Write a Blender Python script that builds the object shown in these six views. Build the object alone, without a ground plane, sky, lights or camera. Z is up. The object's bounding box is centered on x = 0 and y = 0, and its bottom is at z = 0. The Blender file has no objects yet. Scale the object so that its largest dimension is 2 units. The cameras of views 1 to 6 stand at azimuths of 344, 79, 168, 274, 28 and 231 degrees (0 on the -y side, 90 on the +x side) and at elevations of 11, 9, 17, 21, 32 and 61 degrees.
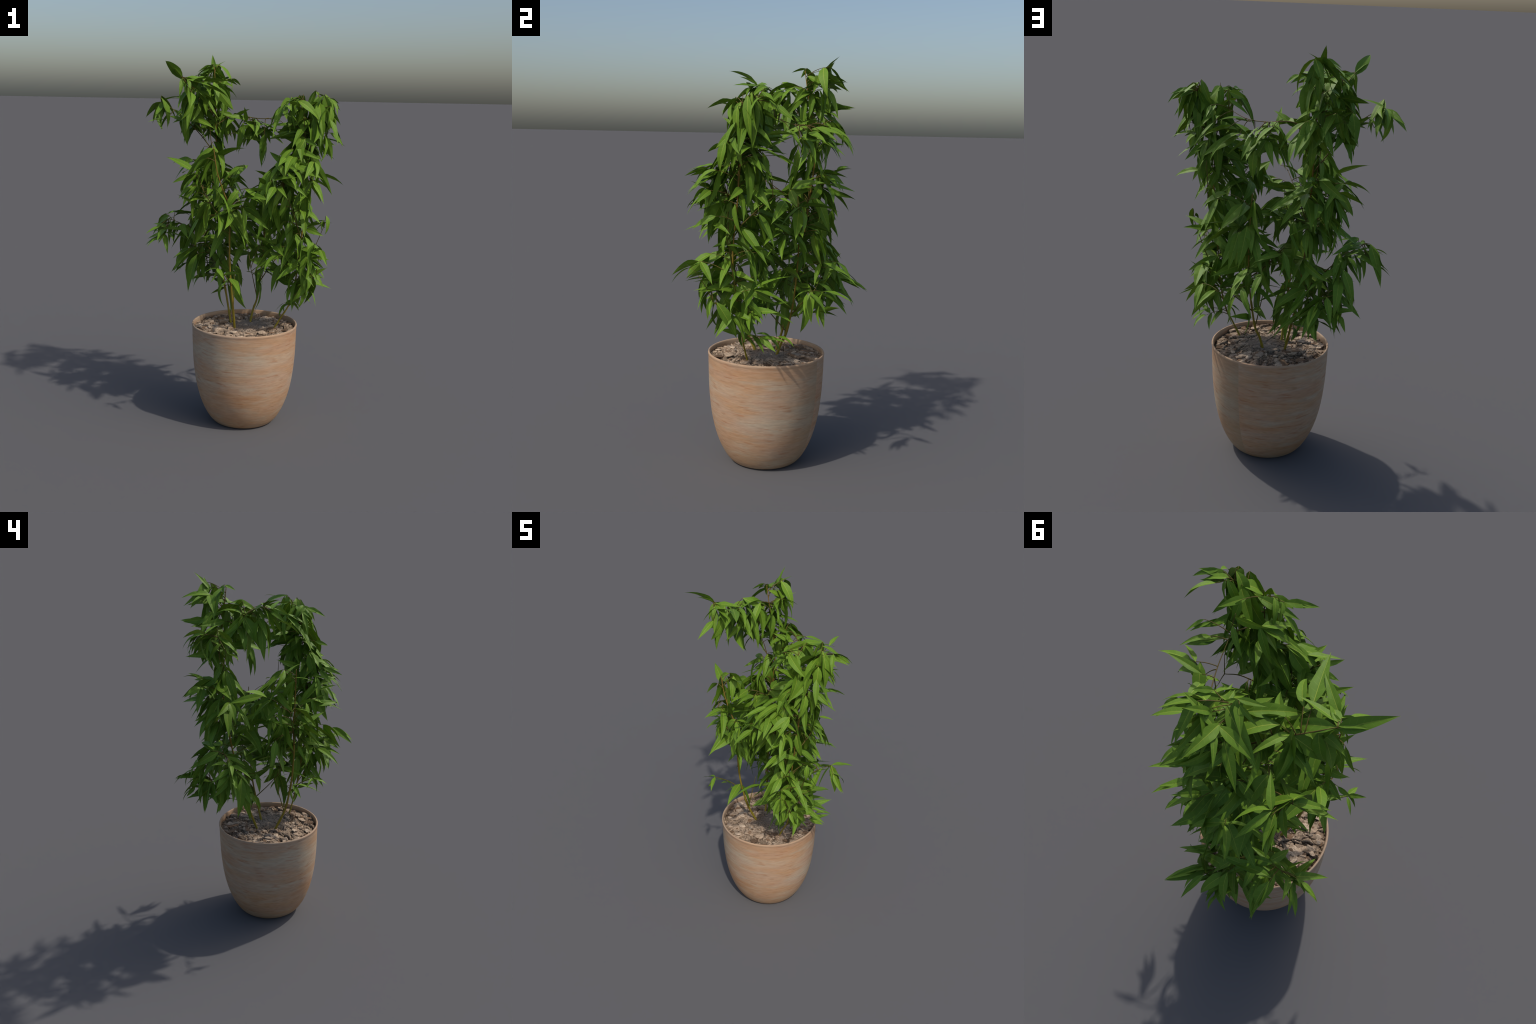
"""A leafy shrub of four canes with drooping, lance-shaped leaves, in a turned terracotta pot."""
import bpy, bmesh, math, random
import numpy as np
from mathutils import Matrix, Vector, noise

# ---------- the stems: hand-placed spines (metres) ----------
STEMS = {
 "south_cane": [(-.051,-.074,.53),(-.078,-.134,.67),(-.096,-.161,.79),(-.109,-.178,.91),(-.114,-.187,1.06),(-.110,-.182,1.20),(-.143,-.190,1.28),(-.185,-.195,1.40),(-.205,-.200,1.52)],
 "tall_cane": [(-.045,.025,.53),(-.060,.070,.67),(-.080,.115,.85),(-.090,.165,1.10),(-.094,.200,1.35),(-.094,.215,1.55),(-.108,.180,1.78),(-.120,.160,1.925)],
 "middle_cane": [(.056,.006,.53),(.081,.027,.61),(.108,.044,.67),(.132,.065,.79),(.149,.075,.91),(.156,.083,1.06),(.154,.082,1.20),(.146,.076,1.33)],
 "east_cane": [(.140,-.147,.53),(.185,-.175,.62),(.215,-.190,.68),(.240,-.212,.80),(.258,-.245,1.04),(.280,-.232,1.30),(.305,-.218,1.54),(.345,-.197,1.70),(.370,-.170,1.755)],
}
BRANCHES = [
 ("south_cane",[(-.096,-.172,.80),(-.150,-.225,.87),(-.211,-.295,.923)]),
 ("south_cane",[(-.075,-.130,.66),(-.066,-.105,.75),(-.055,-.080,.853)]),
 ("south_cane",[(-.112,-.185,1.02),(-.090,-.130,1.14),(-.040,-.080,1.25)]),
 ("south_cane",[(-.112,-.185,1.10),(-.190,-.180,1.20),(-.250,-.170,1.30)]),
 ("middle_cane",[(.108,.044,.67),(.065,-.040,.77),(.023,-.117,.875)]),
 ("middle_cane",[(.150,.076,.93),(.060,.120,1.02),(.000,.140,1.10)]),
 ("middle_cane",[(.127,.061,.76),(.220,.115,.855),(.312,.170,.905)]),
 ("tall_cane",[(-.080,.115,.85),(-.110,.190,.86),(-.140,.275,.88)]),
 ("tall_cane",[(-.080,.115,.85),(-.179,.190,.99),(-.280,.190,1.07),(-.365,.165,1.11)]),
 ("tall_cane",[(-.092,.180,1.20),(-.069,.099,1.294),(-.045,-.061,1.406)]),
 ("tall_cane",[(-.092,.180,1.22),(-.112,.195,1.40),(-.135,.175,1.56),(-.160,.120,1.70)]),
 ("tall_cane",[(-.094,.207,1.45),(-.190,.200,1.57),(-.310,.180,1.68),(-.405,.178,1.735)]),
 ("tall_cane",[(-.098,.200,1.65),(-.200,.110,1.76),(-.290,.020,1.835),(-.343,-.050,1.868)]),
 ("tall_cane",[(-.096,.207,1.62),(.008,.209,1.672),(.100,.125,1.660),(.174,.042,1.661),(.240,-.060,1.690)]),
 ("east_cane",[(.240,-.212,.80),(.310,-.245,.95),(.370,-.280,1.12)]),
 ("east_cane",[(.258,-.245,1.04),(.200,-.260,1.20),(.150,-.250,1.32)]),
 ("east_cane",[(.285,-.230,1.33),(.270,-.224,1.575),(.260,-.209,1.79)]),
 ("east_cane",[(.225,-.197,.72),(.280,-.270,.80),(.310,-.340,.87)]),
 ("east_cane",[(.270,-.240,1.18),(.320,-.150,1.28),(.330,-.080,1.34)]),
]
def catmull(pts, per=10):
    P=[np.array(p,float) for p in pts]; P=[2*P[0]-P[1]]+P+[2*P[-1]-P[-2]]
    out=[]
    for i in range(1,len(P)-2):
        a,b,c,d=P[i-1:i+3]
        for k in range(per):
            t=k/per
            out.append(.5*(2*b+(c-a)*t+(2*a-5*b+4*c-d)*t*t+(3*b-a-3*c+d)*t**3))
    out.append(P[-2]); return np.array(out)
def network():
    pts=[];own=[]
    for n,p in STEMS.items():
        c=catmull(p); pts.append(c); own+= [n]*len(c)
    for n,p in BRANCHES:
        c=catmull(p); pts.append(c); own+= [n]*len(c)
    return np.vstack(pts),own
NET,OWNER=network()
DROOPS=(10,28,48,72)      # bend of the midrib over the leaf, degrees
def attach(T):
    d=NET-T; h=np.hypot(d[:,0],d[:,1]); L=np.linalg.norm(d,axis=1)
    cost=L+.55*np.maximum(0,d[:,2]+.4*h)+np.where(NET[:,2]<.6,.3,0)
    return int(cost.argmin())
def twig_curve(T,i,n=9):
    Q=NET[i]; T=np.array(T,float); L=np.linalg.norm(T-Q)
    M=(Q+T)/2+np.array([0,0,.18*L])
    t=np.linspace(0,1,n)[:,None]
    return (1-t)**2*Q+2*t*(1-t)*M+t*t*T
def shoot_leaves(T,seed):
    """leaves of one shoot: list of (base, azimuth, elevation, roll, length, width, bend class)"""
    i=attach(np.array(T,float)); c=twig_curve(T,i); r=random.Random(seed)
    n=1+seed%5; size=(.092,.138,.185)[(seed//5)%3]
    L=np.linalg.norm(c[-1]-c[0]); d=c[-1]-c[-3]; out=math.atan2(d[1],d[0]); a0=r.uniform(0,6.283)
    tilt=math.radians(r.uniform(-42,22))
    res=[]
    for k in range(n):
        s=0 if k==0 else min(.9, r.uniform(.0,.075)*k/2/max(L,.05))
        x=(1-s)*8; j=min(7,int(x)); base=c[j]+(c[j+1]-c[j])*(x-j)
        az=a0+2.4*k+r.uniform(-.6,.6)
        if k==0: az=out+r.uniform(-.9,.9)
        dv=math.atan2(math.sin(out-az),math.cos(out-az)); az+= .25*dv
        el=tilt+math.radians(r.triangular(-48,48,0)); b=r.choice((0,1,1,2,2,3))
        ln=size*r.triangular(.5,1.3,.95)
        w=ln*r.uniform(.18,.30)
        res.append((base,az,el,r.gauss(0,.55),ln,w,b))
    return i,c,res
def leaf_axis(droop_deg,n=8):
    """midrib in the (out, up) plane for a unit leaf starting level"""
    a=0;x=z=0;o=[(0,0)]
    for k in range(n):
        a=-math.radians(droop_deg)*((k+.5)/n)**.8
        x+=math.cos(a)/n; z+=math.sin(a)/n; o.append((x,z))
    return np.array(o)
AX=[leaf_axis(d) for d in DROOPS]
def halfwidth(t):
    """outline of the blade: full near a third of its length, then drawn out to a drip tip"""
    u=np.clip((t-.31)/.69,0,1)
    return np.where(t<.31, np.sin(np.pi/2*np.clip(t/.31,0,1))**.85, (1-u)**1.05*(1+.62*u*(1-u)**.3)*np.where(u>.8,1-.6*(u-.8)/.2,1))
# ---------- the leafy shoots of each cane: (x, y, z of the shoot tip, seed of its leaves); low ones first ----------
SHOOTS = {
 "south_cane": [
  (-0.108, -0.181, 0.839, 9912), (-0.159, -0.237, 0.868, 32342), (-0.204, -0.294, 0.922, 24843), (-0.113, -0.054, 1.003, 6704),
  (-0.114, -0.044, 1.089, 22093), (-0.215, -0.213, 1.109, 28050), (-0.255, -0.095, 1.147, 19475), (-0.229, -0.097, 1.150, 8504),
  (-0.140, -0.184, 1.156, 17263), (-0.063, -0.064, 1.167, 2413), (-0.102, -0.181, 1.201, 27059), (-0.158, -0.231, 1.205, 6553),
  (-0.018, -0.059, 1.210, 29260), (-0.045, -0.228, 1.221, 16001), (-0.073, -0.293, 1.225, 1688), (-0.215, -0.118, 1.232, 8999),
  (-0.040, -0.191, 1.247, 28151), (-0.041, -0.292, 1.276, 11934), (-0.265, -0.080, 1.280, 18820), (-0.204, -0.192, 1.312, 28226),
  (-0.041, -0.303, 1.322, 28059), (-0.116, -0.237, 1.324, 683), (-0.241, -0.114, 1.327, 23121), (-0.282, -0.029, 1.397, 10904),
  (-0.212, -0.104, 1.399, 13826), (-0.186, -0.092, 1.449, 20066), (-0.238, -0.191, 1.466, 16131), (-0.166, -0.117, 1.497, 17864),
  (-0.188, -0.131, 1.514, 28828),
 ],
 "tall_cane": [
  (-0.043, 0.202, 0.726, 26617), (-0.045, 0.048, 0.749, 5855), (-0.055, 0.082, 0.754, 17890), (-0.139, 0.178, 0.782, 11189),
  (-0.118, 0.293, 0.782, 10566), (-0.034, 0.064, 0.816, 22915), (-0.115, 0.301, 0.817, 8171), (-0.047, 0.288, 0.823, 27010),
  (-0.127, 0.172, 0.833, 7813), (-0.085, 0.328, 0.841, 832), (-0.171, 0.332, 0.841, 10565), (-0.211, 0.372, 0.845, 18947),
  (-0.247, 0.257, 0.845, 16971), (-0.019, 0.099, 0.855, 7019), (-0.104, 0.344, 0.877, 17623), (-0.114, 0.035, 0.887, 17155),
  (-0.099, 0.369, 0.890, 15925), (-0.025, 0.114, 0.895, 27356), (-0.240, 0.257, 0.896, 12882), (-0.018, 0.186, 0.905, 16135),
  (-0.119, 0.024, 0.908, 3965), (-0.207, 0.222, 0.911, 4316), (-0.225, 0.096, 0.919, 7424), (-0.081, 0.232, 0.925, 2024),
  (-0.143, 0.372, 0.935, 22768), (-0.257, 0.149, 0.943, 9313), (-0.219, 0.282, 0.944, 15096), (-0.202, 0.155, 0.950, 7858),
  (-0.062, 0.302, 0.952, 1077), (-0.103, 0.160, 0.980, 21778), (-0.214, 0.301, 0.996, 6402), (-0.396, 0.158, 1.010, 28625),
  (-0.401, 0.124, 1.011, 2889), (-0.390, 0.142, 1.033, 12682), (-0.402, 0.116, 1.037, 13056), (-0.079, 0.081, 1.040, 29729),
  (-0.226, 0.316, 1.041, 11712), (-0.105, 0.268, 1.043, 21282), (-0.065, 0.223, 1.057, 11264), (-0.319, 0.207, 1.063, 15613),
  (-0.274, 0.225, 1.068, 9133), (-0.425, 0.129, 1.074, 9482), (-0.294, 0.180, 1.078, 11171), (-0.222, 0.268, 1.106, 24037),
  (-0.340, 0.216, 1.112, 28527), (-0.373, 0.233, 1.130, 19797), (-0.330, 0.188, 1.147, 12591), (-0.190, 0.128, 1.159, 3971),
  (-0.063, 0.274, 1.212, 1782), (-0.203, 0.028, 1.214, 28169), (-0.187, 0.231, 1.226, 25318), (-0.170, 0.109, 1.227, 912),
  (-0.149, 0.215, 1.237, 15254), (-0.000, 0.287, 1.255, 27718), (-0.141, 0.251, 1.257, 21635), (-0.138, 0.209, 1.279, 26981),
  (-0.254, 0.084, 1.297, 11181), (-0.110, -0.014, 1.311, 7334), (-0.203, 0.171, 1.315, 22421), (-0.107, 0.289, 1.332, 3850),
  (-0.123, -0.008, 1.334, 24101), (-0.185, 0.269, 1.349, 19494), (-0.241, 0.146, 1.350, 1372), (-0.049, 0.091, 1.353, 7859),
  (-0.209, 0.199, 1.358, 16904), (-0.032, 0.267, 1.361, 11234), (-0.053, 0.275, 1.375, 21179), (-0.154, -0.055, 1.381, 18253),
  (-0.176, 0.163, 1.385, 5744), (-0.027, -0.152, 1.414, 1806), (-0.077, 0.292, 1.417, 26543), (-0.218, 0.303, 1.425, 13079),
  (-0.110, 0.260, 1.438, 29849), (-0.092, 0.328, 1.443, 19500), (-0.132, 0.184, 1.453, 28214), (-0.171, 0.164, 1.505, 22288),
  (-0.112, 0.192, 1.530, 5398), (0.141, 0.075, 1.532, 2978), (0.161, 0.180, 1.556, 11994), (0.018, 0.220, 1.575, 11121),
  (0.085, 0.141, 1.578, 27441), (-0.145, 0.225, 1.589, 29031), (0.109, 0.197, 1.590, 8348), (0.214, 0.074, 1.590, 14742),
  (0.109, 0.150, 1.612, 28902), (0.164, 0.199, 1.613, 7207), (-0.073, 0.246, 1.621, 1076), (-0.177, 0.248, 1.625, 29969),
  (0.264, 0.089, 1.625, 72), (0.002, 0.300, 1.625, 25195), (-0.214, 0.214, 1.629, 18352), (0.045, 0.160, 1.633, 27265),
  (0.049, 0.120, 1.635, 15564), (0.316, -0.006, 1.636, 18756), (-0.381, 0.142, 1.641, 10612), (-0.277, 0.135, 1.643, 1468),
  (-0.007, 0.196, 1.646, 24200), (0.094, 0.224, 1.654, 17496), (0.182, 0.100, 1.657, 22835), (-0.003, 0.170, 1.659, 15097),
  (-0.091, 0.319, 1.669, 5422), (-0.204, 0.266, 1.685, 4719), (-0.041, 0.294, 1.687, 1754), (-0.076, 0.262, 1.697, 23864),
  (0.328, -0.014, 1.711, 2911), (-0.170, 0.271, 1.720, 581), (-0.233, 0.064, 1.725, 522), (-0.399, 0.226, 1.725, 2333),
  (-0.247, 0.148, 1.728, 27538), (-0.132, 0.259, 1.728, 1873), (0.175, -0.141, 1.736, 11248), (-0.398, 0.250, 1.737, 13721),
  (-0.388, 0.243, 1.740, 28342), (-0.128, 0.272, 1.764, 26109), (-0.279, -0.031, 1.771, 4769), (-0.405, 0.178, 1.772, 19123),
  (-0.218, 0.160, 1.772, 370), (0.240, -0.082, 1.778, 19164), (-0.083, 0.159, 1.778, 11676), (-0.299, -0.113, 1.787, 10115),
  (-0.255, 0.054, 1.791, 7424), (-0.149, 0.238, 1.809, 22541), (-0.166, 0.156, 1.822, 26908), (-0.135, 0.091, 1.828, 194),
  (-0.042, 0.214, 1.835, 4963), (-0.293, -0.079, 1.838, 18908), (-0.325, -0.056, 1.842, 28777), (-0.074, 0.257, 1.843, 13462),
  (-0.221, -0.035, 1.845, 18190), (-0.210, -0.008, 1.847, 28078), (-0.133, 0.112, 1.848, 4992), (-0.331, -0.037, 1.851, 27013),
  (-0.222, 0.089, 1.853, 4813), (-0.073, 0.240, 1.854, 9564), (-0.312, -0.070, 1.854, 2042), (-0.020, 0.178, 1.868, 23207),
  (-0.220, 0.069, 1.873, 252), (-0.144, 0.265, 1.892, 8693), (-0.099, 0.240, 1.907, 11557), (-0.099, 0.238, 1.924, 22633),
  (-0.141, 0.173, 1.937, 21600), (-0.123, 0.169, 1.940, 13713), (-0.062, 0.270, 1.944, 13723),
 ],
 "middle_cane": [
  (0.152, 0.169, 0.770, 17495), (0.121, 0.073, 0.779, 27486), (0.199, 0.154, 0.873, 17877), (0.123, -0.105, 0.875, 23234),
  (0.083, -0.087, 0.879, 18221), (0.320, 0.168, 0.909, 29487), (0.223, 0.129, 0.910, 22433), (0.370, 0.079, 0.912, 25927),
  (0.184, 0.186, 0.929, 13392), (0.079, 0.057, 0.940, 19295), (0.162, -0.015, 0.988, 5083), (0.189, 0.217, 0.998, 25865),
  (0.088, -0.089, 1.013, 6503), (0.132, 0.281, 1.013, 3867), (0.181, 0.200, 1.019, 13288), (0.011, -0.037, 1.032, 15104),
  (0.102, 0.114, 1.061, 15689), (0.043, 0.107, 1.082, 12942), (0.036, 0.232, 1.089, 12343), (0.032, 0.248, 1.108, 18351),
  (0.148, 0.162, 1.157, 26578), (0.214, 0.001, 1.159, 20099), (0.211, -0.009, 1.166, 26414), (0.217, 0.154, 1.176, 3641),
  (0.180, 0.153, 1.201, 4964), (0.068, 0.033, 1.255, 12209), (0.188, 0.084, 1.286, 12629), (0.250, -0.006, 1.314, 29215),
  (0.151, 0.165, 1.320, 24192),
 ],
 "east_cane": [
  (0.237, -0.145, 0.693, 22065), (0.188, -0.199, 0.696, 2403), (0.329, -0.055, 0.702, 16112), (0.329, -0.123, 0.705, 14676),
  (0.212, -0.257, 0.805, 28927), (0.298, -0.241, 0.810, 11648), (0.262, -0.092, 0.813, 16889), (0.317, -0.165, 0.814, 17759),
  (0.322, -0.169, 0.821, 7075), (0.280, -0.228, 0.822, 28705), (0.234, -0.266, 0.841, 13781), (0.331, -0.189, 0.866, 5588),
  (0.240, -0.359, 0.898, 19158), (0.226, -0.312, 0.908, 5669), (0.165, -0.198, 0.908, 595), (0.185, -0.159, 0.916, 19421),
  (0.339, -0.163, 0.925, 8039), (0.209, -0.352, 0.931, 7205), (0.256, -0.249, 0.932, 8654), (0.213, -0.326, 0.952, 4540),
  (0.270, -0.135, 0.971, 12524), (0.112, -0.311, 0.978, 18149), (0.255, -0.355, 0.985, 26498), (0.258, -0.258, 1.001, 6884),
  (0.124, -0.195, 1.009, 21118), (0.295, -0.438, 1.023, 15451), (0.278, -0.404, 1.048, 19297), (0.239, -0.348, 1.077, 4934),
  (0.216, -0.277, 1.079, 17698), (0.293, -0.136, 1.088, 18733), (0.182, -0.159, 1.091, 26997), (0.317, -0.168, 1.098, 3606),
  (0.272, -0.272, 1.105, 15020), (0.174, -0.210, 1.139, 18494), (0.359, -0.291, 1.151, 27107), (0.374, -0.292, 1.175, 25280),
  (0.269, -0.214, 1.206, 6794), (0.233, -0.338, 1.212, 2302), (0.088, -0.253, 1.223, 28241), (0.265, -0.323, 1.249, 8845),
  (0.263, -0.121, 1.257, 4663), (0.229, -0.106, 1.259, 12299), (0.119, -0.272, 1.300, 6089), (0.269, -0.292, 1.321, 27988),
  (0.312, -0.038, 1.328, 3031), (0.109, -0.200, 1.334, 17203), (0.076, -0.349, 1.334, 10627), (0.188, -0.226, 1.341, 3222),
  (0.034, -0.318, 1.342, 3221), (0.055, -0.344, 1.362, 19867), (0.271, -0.361, 1.364, 19793), (0.351, -0.225, 1.378, 26125),
  (0.239, -0.197, 1.380, 7094), (0.149, -0.326, 1.410, 12640), (0.248, -0.166, 1.414, 23489), (0.067, -0.302, 1.416, 929),
  (0.188, -0.208, 1.430, 6400), (0.154, -0.271, 1.440, 14729), (0.335, -0.089, 1.450, 1540), (0.285, -0.337, 1.456, 15688),
  (0.086, -0.341, 1.457, 1418), (0.142, -0.317, 1.474, 9729), (0.201, -0.315, 1.474, 12897), (0.200, -0.266, 1.476, 2039),
  (0.349, -0.165, 1.499, 1558), (0.181, -0.267, 1.517, 15074), (0.358, -0.184, 1.518, 14841), (0.360, -0.079, 1.523, 22775),
  (0.279, -0.148, 1.524, 18794), (0.325, -0.126, 1.538, 16154), (0.319, -0.127, 1.543, 25482), (0.265, -0.173, 1.550, 13437),
  (0.371, -0.200, 1.559, 12037), (0.247, -0.295, 1.569, 29829), (0.236, -0.196, 1.580, 22274), (0.353, -0.299, 1.582, 8709),
  (0.271, -0.152, 1.590, 11666), (0.390, -0.266, 1.598, 11662), (0.285, -0.153, 1.601, 3164), (0.350, -0.116, 1.613, 7910),
  (0.198, -0.147, 1.632, 1460), (0.363, -0.231, 1.662, 21598), (0.391, -0.260, 1.665, 5426), (0.291, -0.166, 1.667, 24104),
  (0.289, -0.180, 1.670, 20608), (0.354, -0.167, 1.718, 23420), (0.237, -0.243, 1.722, 19940), (0.395, -0.252, 1.731, 3809),
  (0.440, -0.100, 1.737, 12662), (0.166, -0.222, 1.744, 12275), (0.345, -0.182, 1.752, 9989), (0.192, -0.248, 1.765, 20287),
  (0.431, -0.155, 1.770, 16777), (0.214, -0.235, 1.776, 15399), (0.401, -0.211, 1.777, 1558), (0.381, -0.102, 1.783, 28555),
  (0.269, -0.126, 1.786, 12748), (0.386, -0.191, 1.792, 14008), (0.357, -0.130, 1.811, 24809),
 ],
}

# ---------------------------------------------------------------- materials
def new_mat(name):
    m = bpy.data.materials.new(name); m.use_nodes = True
    nt = m.node_tree; nt.nodes.clear()
    return m, nt
def N(nt, kind, **kw):
    n = nt.nodes.new(kind)
    for k, v in kw.items():
        if k.startswith("_"): setattr(n, k[1:], v)
        else: n.inputs[k.replace("__", " ")].default_value = v
    return n
def ramp(nt, fac, stops, interp="LINEAR"):
    n = nt.nodes.new("ShaderNodeValToRGB"); cr = n.color_ramp; cr.interpolation = interp
    while len(cr.elements) < len(stops): cr.elements.new(.5)
    for e, (p, c) in zip(cr.elements, stops):
        e.position = p; e.color = (*c, 1) if len(c) == 3 else c
    nt.links.new(fac, n.inputs[0]); return n.outputs[0]
def mixc(nt, fac, a, b, mode="MIX"):
    n = nt.nodes.new("ShaderNodeMix"); n.data_type = "RGBA"; n.blend_type = mode
    for sock, v in ((n.inputs[0], fac), (n.inputs[6], a), (n.inputs[7], b)):
        if hasattr(v, "links"): nt.links.new(v, sock)
        else: sock.default_value = v if isinstance(v, float) else (*v, 1)
    return n.outputs[2]
def mth(nt, op, a, b=0.0):
    n = nt.nodes.new("ShaderNodeMath"); n.operation = op
    for sock, v in zip(n.inputs, (a, b)):
        if hasattr(v, "links"): nt.links.new(v, sock)
        else: sock.default_value = v
    return n.outputs[0]

def leaf_material(name, dark, mid, light, translucent):
    m, nt = new_mat(name); L = nt.links.new
    geo = N(nt, "ShaderNodeNewGeometry"); oi = N(nt, "ShaderNodeObjectInfo"); tc = N(nt, "ShaderNodeTexCoord")
    rnd = mth(nt, "FRACT", mth(nt, "ADD", geo.outputs["Random Per Island"], oi.outputs["Random"]))
    base = ramp(nt, rnd, [(0, dark), (.5, mid), (1, light)])
    ns = N(nt, "ShaderNodeTexNoise", Scale=55.0, Detail=3.0); L(geo.outputs["Position"], ns.inputs["Vector"])
    base = mixc(nt, mth(nt, "MULTIPLY", ns.outputs[0], .35), base, tuple(c * .62 for c in mid))
    under = mixc(nt, .45, base, tuple(c * 1.15 for c in light))
    col = mixc(nt, geo.outputs["Backfacing"], base, under)
    p = N(nt, "ShaderNodeBsdfPrincipled", Roughness=.55); L(col, p.inputs["Base Color"])
    p.inputs["Specular IOR Level"].default_value = .22
    bp = N(nt, "ShaderNodeBump", Strength=.06, Distance=.002); L(ns.outputs[0], bp.inputs["Height"]); L(bp.outputs[0], p.inputs["Normal"])
    t = N(nt, "ShaderNodeBsdfTranslucent"); L(mixc(nt, .5, col, (light[0]*1.6, light[1]*1.4, light[2])), t.inputs["Color"])
    mx = N(nt, "ShaderNodeMixShader"); mx.inputs[0].default_value = translucent
    L(p.outputs[0], mx.inputs[1]); L(t.outputs[0], mx.inputs[2])
    o = N(nt, "ShaderNodeOutputMaterial"); L(mx.outputs[0], o.inputs[0])
    return m
BLADE = leaf_material("leaf_green", (.066,.140,.013), (.096,.190,.015), (.132,.238,.020), .07)
MIDRIB = leaf_material("leaf_midrib", (.22,.29,.035), (.26,.33,.04), (.30,.37,.05), .08)
VEIN = leaf_material("leaf_side_vein", (.095,.185,.018), (.12,.225,.022), (.15,.27,.027), .08)

def stem_material(name, low, high, z0, z1):
    m, nt = new_mat(name); L = nt.links.new
    geo = N(nt, "ShaderNodeNewGeometry"); sep = N(nt, "ShaderNodeSeparateXYZ"); L(geo.outputs["Position"], sep.inputs[0])
    mr = N(nt, "ShaderNodeMapRange"); mr.inputs["From Min"].default_value = z0; mr.inputs["From Max"].default_value = z1
    L(sep.outputs["Z"], mr.inputs["Value"])
    ns = N(nt, "ShaderNodeTexNoise", Scale=60.0, Detail=4.0)
    mp = N(nt, "ShaderNodeMapping"); mp.inputs["Scale"].default_value = (1, 1, .15); L(geo.outputs["Position"], mp.inputs[0]); L(mp.outputs[0], ns.inputs["Vector"])
    c = mixc(nt, mr.outputs[0], low, high)
    c = mixc(nt, mth(nt, "MULTIPLY", ns.outputs[0], .5), c, (.07,.05,.012))
    p = N(nt, "ShaderNodeBsdfPrincipled", Roughness=.6); L(c, p.inputs["Base Color"]); p.inputs["Specular IOR Level"].default_value = .25
    bp = N(nt, "ShaderNodeBump", Strength=.3, Distance=.002); L(ns.outputs[0], bp.inputs["Height"]); L(bp.outputs[0], p.inputs["Normal"])
    o = N(nt, "ShaderNodeOutputMaterial"); L(p.outputs[0], o.inputs[0])
    return m
CANE = stem_material("cane_bark", (.31,.25,.026), (.25,.15,.024), .55, 1.3)
TWIG = stem_material("twig_bark", (.15,.13,.018), (.12,.085,.018), .6, 1.5)

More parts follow.
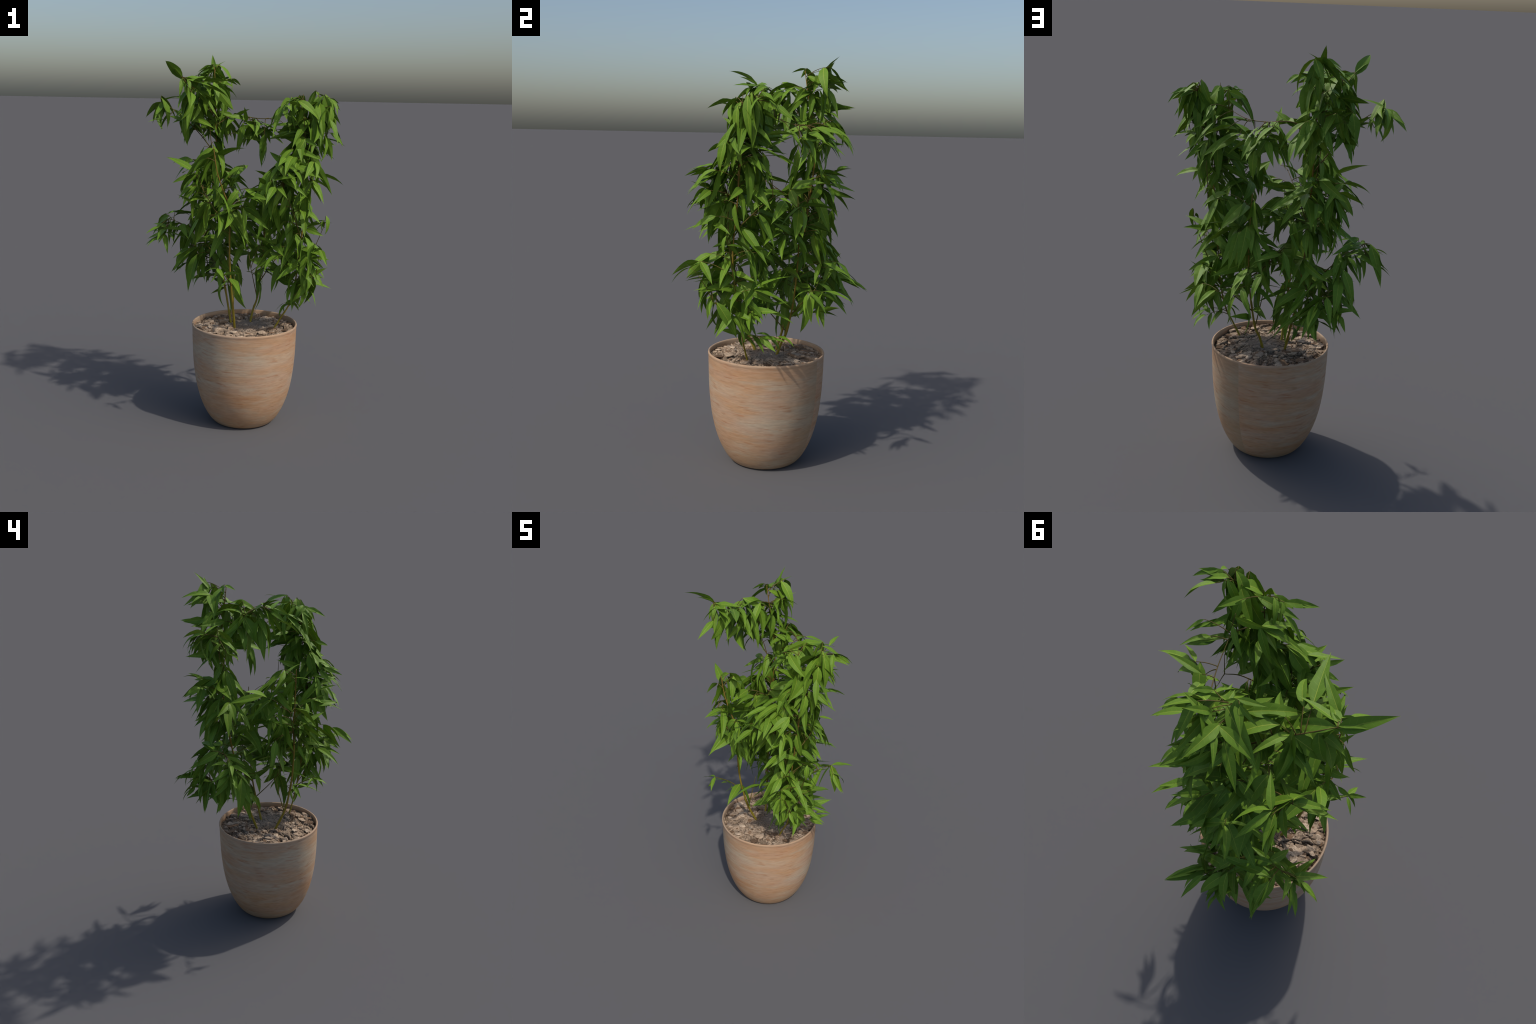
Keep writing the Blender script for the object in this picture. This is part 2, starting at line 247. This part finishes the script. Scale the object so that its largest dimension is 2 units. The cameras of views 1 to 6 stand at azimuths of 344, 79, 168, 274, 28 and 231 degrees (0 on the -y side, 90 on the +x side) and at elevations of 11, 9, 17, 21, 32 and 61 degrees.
CX, CY = .0144, -.0348           # axis of the pot
SEAM = math.radians(48)
def pot_material():
    m, nt = new_mat("terracotta"); L = nt.links.new
    geo = N(nt, "ShaderNodeNewGeometry"); sep = N(nt, "ShaderNodeSeparateXYZ"); L(geo.outputs["Position"], sep.inputs[0])
    x = mth(nt, "SUBTRACT", sep.outputs[0], CX); y = mth(nt, "SUBTRACT", sep.outputs[1], CY)
    # angle round the pot, cut open at the seam
    c, s = math.cos(SEAM + math.pi), math.sin(SEAM + math.pi)
    xr = mth(nt, "ADD", mth(nt, "MULTIPLY", x, c), mth(nt, "MULTIPLY", y, s))
    yr = mth(nt, "SUBTRACT", mth(nt, "MULTIPLY", y, c), mth(nt, "MULTIPLY", x, s))
    ang = mth(nt, "ARCTAN2", yr, xr)
    v = mth(nt, "ADD", sep.outputs[2], mth(nt, "MULTIPLY", ang, .006))
    cv = N(nt, "ShaderNodeCombineXYZ"); L(mth(nt, "MULTIPLY", ang, .27), cv.inputs[0]); L(v, cv.inputs[1])
    def streak(scale, sx, sy, detail, off, rough=.55, dist=0.0):
        mp = N(nt, "ShaderNodeMapping"); mp.inputs["Scale"].default_value = (sx, sy, 1); mp.inputs["Location"].default_value = (off, off * .7, off * .3)
        L(cv.outputs[0], mp.inputs[0])
        n = N(nt, "ShaderNodeTexNoise", Scale=scale, Detail=detail, Roughness=rough, Distortion=dist); L(mp.outputs[0], n.inputs["Vector"])
        return n.outputs[0]
    broad = streak(2.6, .9, 3.2, 3, 1.7, .5, .3)
    fine = streak(10.0, .9, 7.0, 5, 5.1, .62, .4)
    hair = streak(26.0, 1.0, 8.0, 4, 9.3, .6)
    f = mth(nt, "ADD", mth(nt, "MULTIPLY", broad, .66), mth(nt, "MULTIPLY", fine, .34))
    col = ramp(nt, f, [(.36, (.465,.37,.265)), (.45, (.465,.325,.215)), (.53, (.465,.29,.17)), (.66, (.44,.235,.115))])
    pink = ramp(nt, streak(3.3, 1.0, 4.0, 3, 41.3, .5), [(.45, (0,0,0)), (.65, (1,1,1))])
    col = mixc(nt, mth(nt, "MULTIPLY", pink, .45), col, (.45,.29,.20))
    red = ramp(nt, streak(9.0, 1.2, 7.5, 3, 13.7, .5), [(.585, (0,0,0)), (.68, (1,1,1))])
    col = mixc(nt, mth(nt, "MULTIPLY", red, .55), col, (.36,.155,.075))
    pale = ramp(nt, streak(5.0, .9, 4.5, 3, 21.3, .5), [(.54, (0,0,0)), (.74, (1,1,1))])
    col = mixc(nt, mth(nt, "MULTIPLY", pale, .6), col, (.46,.385,.285))
    olive = ramp(nt, streak(14.0, 1.2, 5.0, 2, 31.1, .5), [(.68, (0,0,0)), (.75, (1,1,1))])
    col = mixc(nt, mth(nt, "MULTIPLY", olive, .3), col, (.26,.17,.08))
    # the left side of the seam came out a little browner
    brown = N(nt, "ShaderNodeMapRange"); brown.inputs["From Min"].default_value = 3.1416; brown.inputs["From Max"].default_value = 2.2
    brown.inputs["To Min"].default_value = .55; brown.inputs["To Max"].default_value = 0; L(ang, brown.inputs["Value"])
    col = mixc(nt, brown.outputs[0], col, (.33,.235,.135))
    rim = N(nt, "ShaderNodeMapRange"); rim.inputs["From Min"].default_value = .535; rim.inputs["From Max"].default_value = .552
    rim.inputs["To Min"].default_value = 0; rim.inputs["To Max"].default_value = .45; L(sep.outputs[2], rim.inputs["Value"])
    col = mixc(nt, rim.outputs[0], col, (.47,.33,.22))
    hr = ramp(nt, hair, [(.3, (.84,.84,.84)), (.7, (1.08,1.08,1.08))])
    col = mixc(nt, 1.0, col, hr, "MULTIPLY")
    # the foot is tinted a little darker and browner than the wall
    foot = N(nt, "ShaderNodeMapRange"); foot.inputs["From Min"].default_value = 0; foot.inputs["From Max"].default_value = .14
    foot.inputs["To Min"].default_value = .25; foot.inputs["To Max"].default_value = 0; L(sep.outputs[2], foot.inputs["Value"])
    col = mixc(nt, foot.outputs[0], col, (.27,.20,.12))
    p = N(nt, "ShaderNodeBsdfPrincipled", Roughness=.72); L(col, p.inputs["Base Color"]); p.inputs["Specular IOR Level"].default_value = .2
    bp = N(nt, "ShaderNodeBump", Strength=.25, Distance=.003); L(fine, bp.inputs["Height"]); L(bp.outputs[0], p.inputs["Normal"])
    o = N(nt, "ShaderNodeOutputMaterial"); L(p.outputs[0], o.inputs[0])
    return m

def soil_material():
    m, nt = new_mat("dry_bark_mulch"); L = nt.links.new
    geo = N(nt, "ShaderNodeNewGeometry"); pos = geo.outputs["Position"]
    n1 = N(nt, "ShaderNodeTexNoise", Scale=9.0, Detail=6.0, Roughness=.6); L(pos, n1.inputs["Vector"])
    n2 = N(nt, "ShaderNodeTexNoise", Scale=70.0, Detail=5.0, Roughness=.65); L(pos, n2.inputs["Vector"])
    warp = mixc(nt, .045, pos, n1.outputs["Color"], "ADD")
    mp = N(nt, "ShaderNodeMapping"); mp.inputs["Scale"].default_value = (.75, 1.2, 1); mp.inputs["Rotation"].default_value = (0, 0, .6); L(warp, mp.inputs[0])
    vo = N(nt, "ShaderNodeTexVoronoi", Scale=26.0); vo.feature = "F1"; L(mp.outputs[0], vo.inputs["Vector"])
    ve = N(nt, "ShaderNodeTexVoronoi", Scale=55.0); ve.feature = "DISTANCE_TO_EDGE"; L(warp, ve.inputs["Vector"])
    sepc = N(nt, "ShaderNodeSeparateColor"); L(vo.outputs["Color"], sepc.inputs[0])
    col = ramp(nt, sepc.outputs[0], [(0, (.20,.145,.10)), (.4, (.38,.28,.195)), (1, (.58,.44,.32))])
    brown = ramp(nt, n1.outputs[0], [(.50, (0,0,0)), (.62, (1,1,1))])
    col = mixc(nt, mth(nt, "MULTIPLY", brown, .6), col, (.26,.155,.085))
    col = mixc(nt, ramp(nt, n2.outputs[0], [(.40, (.65,.65,.65)), (.56, (0,0,0))]), col, (.17,.125,.09))
    sep = N(nt, "ShaderNodeSeparateXYZ"); L(pos, sep.inputs[0])
    d = mth(nt, "SQRT", mth(nt, "ADD", mth(nt, "POWER", mth(nt, "SUBTRACT", sep.outputs[0], .04), 2.0), mth(nt, "POWER", mth(nt, "ADD", sep.outputs[1], .04), 2.0)))
    patch = ramp(nt, mth(nt, "ADD", d, mth(nt, "MULTIPLY", n1.outputs[0], .16)), [(.13, (1,1,1)), (.21, (0,0,0))])
    col = mixc(nt, mth(nt, "MULTIPLY", patch, .7), col, (.235,.20,.165))
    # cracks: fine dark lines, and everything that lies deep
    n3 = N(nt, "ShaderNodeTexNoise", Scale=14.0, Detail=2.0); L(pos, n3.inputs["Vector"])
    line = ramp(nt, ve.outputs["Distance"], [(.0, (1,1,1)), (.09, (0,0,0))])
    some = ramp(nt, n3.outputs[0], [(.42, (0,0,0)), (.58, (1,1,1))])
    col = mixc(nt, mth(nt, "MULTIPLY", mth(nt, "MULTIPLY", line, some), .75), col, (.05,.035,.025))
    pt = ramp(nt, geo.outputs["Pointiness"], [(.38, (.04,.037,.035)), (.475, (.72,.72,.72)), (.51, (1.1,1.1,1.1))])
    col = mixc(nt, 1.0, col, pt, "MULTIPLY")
    p = N(nt, "ShaderNodeBsdfPrincipled", Roughness=.9); L(col, p.inputs["Base Color"]); p.inputs["Specular IOR Level"].default_value = .15
    bp = N(nt, "ShaderNodeBump", Strength=.7, Distance=.006); L(n2.outputs[0], bp.inputs["Height"]); L(bp.outputs[0], p.inputs["Normal"])
    o = N(nt, "ShaderNodeOutputMaterial"); L(p.outputs[0], o.inputs[0])
    return m

# ---------------------------------------------------------------- helpers
col0 = bpy.context.scene.collection
def add(name, mesh, parent=None):
    o = bpy.data.objects.new(name, mesh); col0.objects.link(o)
    if parent is not None: o.parent = parent
    return o
def mesh_of(name, verts, faces, mats, idx=None, smooth=True):
    me = bpy.data.meshes.new(name); me.from_pydata([tuple(map(float, v)) for v in verts], [], faces)
    for m in mats: me.materials.append(m)
    if idx is not None: me.polygons.foreach_set("material_index", idx)
    me.polygons.foreach_set("use_smooth", [smooth] * len(me.polygons)); me.update()
    return me
def tube(path, radii, sides=8):
    """a bark tube lofted along a path, closed at both ends"""
    P = np.asarray(path, float); T = np.gradient(P, axis=0); T /= np.linalg.norm(T, axis=1)[:, None]
    ref = np.array([1., 0, 0]) if abs(T[0][0]) < .8 else np.array([0, 1., 0])
    V, F = [], []
    n = ref
    for k in range(len(P)):
        n = n - T[k] * (n @ T[k]); n /= np.linalg.norm(n); b = np.cross(T[k], n)
        for j in range(sides):
            a = 2 * math.pi * j / sides
            V.append(P[k] + radii[k] * (math.cos(a) * n + math.sin(a) * b))
    for k in range(len(P) - 1):
        for j in range(sides):
            j2 = (j + 1) % sides
            F.append((k*sides+j, k*sides+j2, (k+1)*sides+j2, (k+1)*sides+j))
    F.append(tuple(range(sides))[::-1]); F.append(tuple((len(P)-1)*sides + j for j in range(sides)))
    return V, F

# ---------------------------------------------------------------- the thing
root = bpy.data.objects.new("potted_plant", None); col0.objects.link(root)
root.empty_display_size = .2
root["label"] = "leafy green shrub with drooping leaves in a terracotta pot"
root["category"] = "potted plant"

# ---- pot: a turned profile, (radius, height) from the foot up, over the lip and down inside
POT_PROFILE = [(0, 0), (.120, 0), (.158, .001), (.1653, .004), (.1766, .014), (.1966, .040), (.2231, .090), (.2480, .160), (.2675, .250),
               (.2795, .360), (.2838, .460), (.2852, .520), (.2856, .538), (.2872, .5435), (.2880, .5485), (.2870, .5530), (.2845, .5552),
               (.2812, .5550), (.2785, .5525), (.2772, .5470), (.2762, .530), (.2725, .480), (.2690, .400), (.22, .38), (0, .38)]
def turned(profile, sides=160):
    pr = [np.array(p) for p in profile]; V, F = [], []
    for r, z in pr:
        for j in range(sides):
            a = 2 * math.pi * j / sides
            V.append((r * math.cos(a), r * math.sin(a), z))
    for k in range(len(pr) - 1):
        for j in range(sides):
            j2 = (j + 1) % sides
            F.append((k*sides+j, k*sides+j2, (k+1)*sides+j2, (k+1)*sides+j))
    return V, F
def smooth_profile(pts):
    P = catmull([(p[0], 0, p[1]) for p in pts[3:13]], 5)
    return pts[:3] + [(p[0], p[2]) for p in P] + pts[13:]
V, F = turned(smooth_profile(POT_PROFILE))
me = mesh_of("pot", V, F, [pot_material()])
bm = bmesh.new(); bm.from_mesh(me); bmesh.ops.remove_doubles(bm, verts=bm.verts, dist=1e-5); bmesh.ops.recalc_face_normals(bm, faces=bm.faces)
bm.to_mesh(me); bm.free()
pot = add("pot", me, root); pot.location = (CX, CY, 0)

# ---- soil: a low mound broken into flaky plates
def plates(p, sx, sy, step, tilt, gap, depth, salt):
    """irregular flakes: each has a height and a tilt of its own, with a crack all round"""
    w = Vector((p.x * sx, p.y * sy, salt)); d, q = noise.voronoi(w)
    c = q[0]; h = step * noise.cell(Vector((c.x * 37 + salt, c.y * 53, c.z * 11)))
    t = noise.cell_vector(Vector((c.x * 71, c.y * 29 + salt, c.z * 17)))
    h += tilt * ((w.x - c.x) * (t.x - .5) + (w.y - c.y) * (t.y - .5))
    return h - depth * max(0, 1 - (d[1] - d[0]) / gap) ** .7
def soil_height(x, y, r, R):
    p = Vector((x, y, 0))
    w = p + .020 * noise.noise_vector(p * 9) + .007 * noise.noise_vector(p * 38)
    turn = Vector((w.x * .8 + w.y * .6, w.y * .8 - w.x * .6, 0))
    calm = min(1, max(.25, (math.hypot(x - .02, y + .02) + .07 * noise.noise(p * 12) - .05) / .07))
    crumb = min(1, max(0, .5 + 2.2 * noise.noise(p * 9 + Vector((3, 1, 0)))))
    h = .545 - .016 * (r / R) ** 3 + .006 * noise.noise(p * 6) + .0016 * noise.noise(p * 60)
    h += calm * plates(turn, 16, 29, .0075, .0045, .085, .0085, .3)
    return h + calm * crumb * plates(w, 52, 74, .005, .004, .15, .0045, 5.7)
RS, rings, seg = .2772, 150, 440
V, F = [(0, 0, soil_height(0, 0, 0, RS))], []
for i in range(1, rings + 1):
    r = RS * (i / rings) ** .85
    for j in range(seg):
        a = 2 * math.pi * (j + .5 * (i % 2)) / seg
        x, y = r * math.cos(a), r * math.sin(a)
        V.append((x, y, soil_height(x, y, r, RS)))
for j in range(seg): F.append((0, 1 + j, 1 + (j + 1) % seg))
for i in range(rings - 1):
    o = 1 + i * seg
    for j in range(seg):
        j2 = (j + 1) % seg
        F.append((o + j, o + seg + j, o + seg + j2, o + j2))
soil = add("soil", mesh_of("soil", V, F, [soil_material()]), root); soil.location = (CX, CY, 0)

# ---- flat bark chips lying on the mound, thickest towards the rim
def chip_material():
    m, nt = new_mat("bark_chip"); L = nt.links.new
    oi = N(nt, "ShaderNodeObjectInfo"); geo = N(nt, "ShaderNodeNewGeometry"); tc = N(nt, "ShaderNodeTexCoord")
    rnd = oi.outputs["Random"]
    col = ramp(nt, rnd, [(0, (.10,.062,.04)), (.25, (.28,.17,.10)), (.4, (.33,.28,.23)), (.55, (.50,.37,.26)), (1, (.68,.53,.39))])
    n = N(nt, "ShaderNodeTexNoise", Scale=3.5, Detail=6.0, Roughness=.7); mp = N(nt, "ShaderNodeMapping"); mp.inputs["Scale"].default_value = (.6, 2.2, 1)
    L(tc.outputs["Object"], mp.inputs[0]); L(mp.outputs[0], n.inputs["Vector"])
    col = mixc(nt, ramp(nt, n.outputs[0], [(.38, (.7,.7,.7)), (.58, (0,0,0))]), col, (.17,.115,.075))
    p = N(nt, "ShaderNodeBsdfPrincipled", Roughness=.9); L(col, p.inputs["Base Color"]); p.inputs["Specular IOR Level"].default_value = .15
    bp = N(nt, "ShaderNodeBump", Strength=.5, Distance=.004); L(n.outputs[0], bp.inputs["Height"]); L(bp.outputs[0], p.inputs["Normal"])
    o = N(nt, "ShaderNodeOutputMaterial"); L(p.outputs[0], o.inputs[0])
    return m
def chip_mesh(r, mat):
    k = r.randint(7, 10); out = []
    for j in range(k):
        a = 2 * math.pi * (j + r.uniform(-.3, .3)) / k; q = r.uniform(.68, 1.1)
        out.append((math.cos(a) * q, math.sin(a) * q * .66))
    V = [(x, y, -.28) for x, y in out] + [(x * 1.0, y * 1.0, .02 + r.uniform(-.05, .05)) for x, y in out] + [(x * .8, y * .8, .12 + r.uniform(-.05, .07)) for x, y in out] + [(x * .35, y * .35, .14 + r.uniform(-.05, .08)) for x, y in out]
    F = [(b0 * k + j, b0 * k + (j + 1) % k, (b0 + 1) * k + (j + 1) % k, (b0 + 1) * k + j) for b0 in range(3) for j in range(k)]
    F += [tuple(range(k))[::-1], tuple(range(3 * k, 4 * k))]
    return mesh_of("bark_chip", V, F, [mat], smooth=False)
rc = random.Random(11); chip_mat = chip_material(); chip_data = [chip_mesh(rc, chip_mat) for _ in range(10)]
placed = 0
while placed < 250:
    a, r = rc.uniform(0, 2 * math.pi), RS * math.sqrt(rc.uniform(0, .93)); x, y = r * math.cos(a), r * math.sin(a)
    if math.hypot(x - .03, y + .01) < .125 + .06 * noise.noise(Vector((x * 12, y * 12, 2))) and rc.random() < .93: continue
    s = rc.choice((rc.uniform(.006, .012), rc.uniform(.009, .018), rc.uniform(.018, .034)))
    if r + s > RS: continue
    o = add("bark_chip", chip_data[placed % 10], root)
    o.location = (CX + x, CY + y, soil_height(x, y, r, RS) + rc.uniform(.0005, .003))
    o.rotation_euler = (rc.gauss(0, .11), rc.gauss(0, .11), .64 + rc.gauss(0, .7)); o.scale = (s, s, s * rc.uniform(.3, .6)); placed += 1

# ---- canes and branches
CANE_RADIUS = {"south_cane": .0066, "tall_cane": .0060, "middle_cane": .0062, "east_cane": .0044}
canes = {}
for nm, pts in STEMS.items():
    path = catmull(pts); k = np.linspace(0, 1, len(path))
    rad = CANE_RADIUS[nm] * (1 - .68 * k) + .0012 * np.exp(-((k * len(pts)) % 1 - .5) ** 2 * 60) * (k < .8)
    v, f = tube(path, rad, 10)
    canes[nm] = add("cane", mesh_of("cane", v, f, [CANE]), root)
for nm, pts in BRANCHES:
    path = catmull(pts); k = np.linspace(0, 1, len(path))
    v, f = tube(path, .0031 * (1 - .55 * k), 8)
    add("branch", mesh_of("branch", v, f, [TWIG]), canes[nm])

# ---- leaf blades: lance-shaped, drip-tipped, folded on the midrib, with side veins as narrow strips of faces
VEINS = 7
def leaf_mesh(droop, ripple):
    ax = leaf_axis(droop, 24); fine = np.linspace(0, 1, 25)
    rows = [0, .012]                                    # stations along the midrib; odd strips are veins
    for k in range(VEINS):
        t = .07 + .80 * (k + .3) / VEINS
        rows += [t, t + .011]
    rows += [.95, 1.0]
    cols = [-1, -.72, -.36, -.055, .055, .36, .72, 1]
    V, F, I = [], [], []
    ang = np.gradient(ax, axis=0); ang /= np.linalg.norm(ang, axis=1)[:, None]
    for t in rows:
        for q in cols:
            s = min(1, t + .42 * abs(q) ** 1.1 * t * (1 - t) * (1.25 - t))     # side veins sweep towards the tip
            hw = float(halfwidth(np.array(s))) * .5
            if t < .01: hw = .0 if abs(q) > .1 else .5 * .07
            cx, cz = np.interp(s, fine, ax[:, 0]), np.interp(s, fine, ax[:, 1])
            tx, tz = np.interp(s, fine, ang[:, 0]), np.interp(s, fine, ang[:, 1])
            yq = q * hw if abs(q) > .1 else math.copysign(max(.016 * (1 - s) + .006, 0), q)
            if abs(q) > .1 and abs(yq) < .02 * (1 - s) + .006: yq = math.copysign(.02 * (1 - s) + .006 + .001 * abs(q), q)
            up = .30 * abs(q) * hw * .30 - .22 * (abs(q) * hw) ** 2 * .3 + .012 * ripple * math.sin(s * 17 + q * 2) * abs(q) * hw * 2
            V.append((cx - tz * up, yq, cz + tx * up))
    nc = len(cols)
    for i in range(len(rows) - 1):
        for j in range(nc - 1):
            a = i * nc + j
            F.append((a, a + nc, a + nc + 1, a + 1))
            side = 1 <= i <= 2 * VEINS and i % 2 == 0 and 1 <= j <= 5
            I.append(2 if j == 3 else 1 if side else 0)
    V = np.array(V)
    # local Y runs from -0.5 to 0.5 of the blade's own width
    Fr = [tuple(reversed(f)) for f in F]
    return V, Fr, I
LEAF = [leaf_mesh(d, rp) for d in DROOPS for rp in (.25, .8)]
leaf_data = [mesh_of("leaf", v, f, [BLADE, VEIN, MIDRIB], i) for v, f, i in LEAF]

all_leaves = []
for nm, tips in SHOOTS.items():
    for tip in tips:
        T, seed = tip[:3], tip[3]
        i, c, leaves = shoot_leaves(T, seed)
        cane = canes[OWNER[i]]
        L = np.linalg.norm(c[-1] - c[0])
        v, f = tube(c, np.linspace(.0021, .0011, len(c)) if L > .04 else np.linspace(.0016, .001, len(c)), 6)
        add("twig", mesh_of("twig", v, f, [TWIG]), cane)
        for base, az, el, roll, ln, w, b in leaves:
            o = np.array([math.cos(az), math.sin(az), 0]); u = np.array([0, 0, 1.]); s = np.array([-math.sin(az), math.cos(az), 0])
            d = o * math.cos(el) + u * math.sin(el); n = -o * math.sin(el) + u * math.cos(el)
            s2 = s * math.cos(roll) + n * math.sin(roll); n2 = n * math.cos(roll) - s * math.sin(roll)
            M = np.eye(4); M[:3, 0] = d * ln; M[:3, 1] = s2 * w; M[:3, 2] = n2 * ln; M[:3, 3] = base
            all_leaves.append((ln * w, 2 * b + (len(all_leaves) % 2), M, cane))
order = sorted(range(len(all_leaves)), key=lambda k: -all_leaves[k][0])
single = set(order[:300]); rest = {}
for k, (area, kind, M, cane) in enumerate(all_leaves):
    if k in single:
        o = add("leaf", leaf_data[kind], cane); o.matrix_basis = Matrix(M.tolist())
    else: rest.setdefault(cane.name, []).append((kind, M))
for cn, items in rest.items():
    V, F, I, n0 = [], [], [], 0
    for kind, M in items:
        v, f, i = LEAF[kind]
        V.append(v @ M[:3, :3].T + M[:3, 3]); F += [tuple(a + n0 for a in q) for q in f]; I += i; n0 += len(v)
    o = add("foliage", mesh_of("foliage", np.vstack(V), F, [BLADE, VEIN, MIDRIB], I), bpy.data.objects[cn])
    o["kind"] = "stuff"
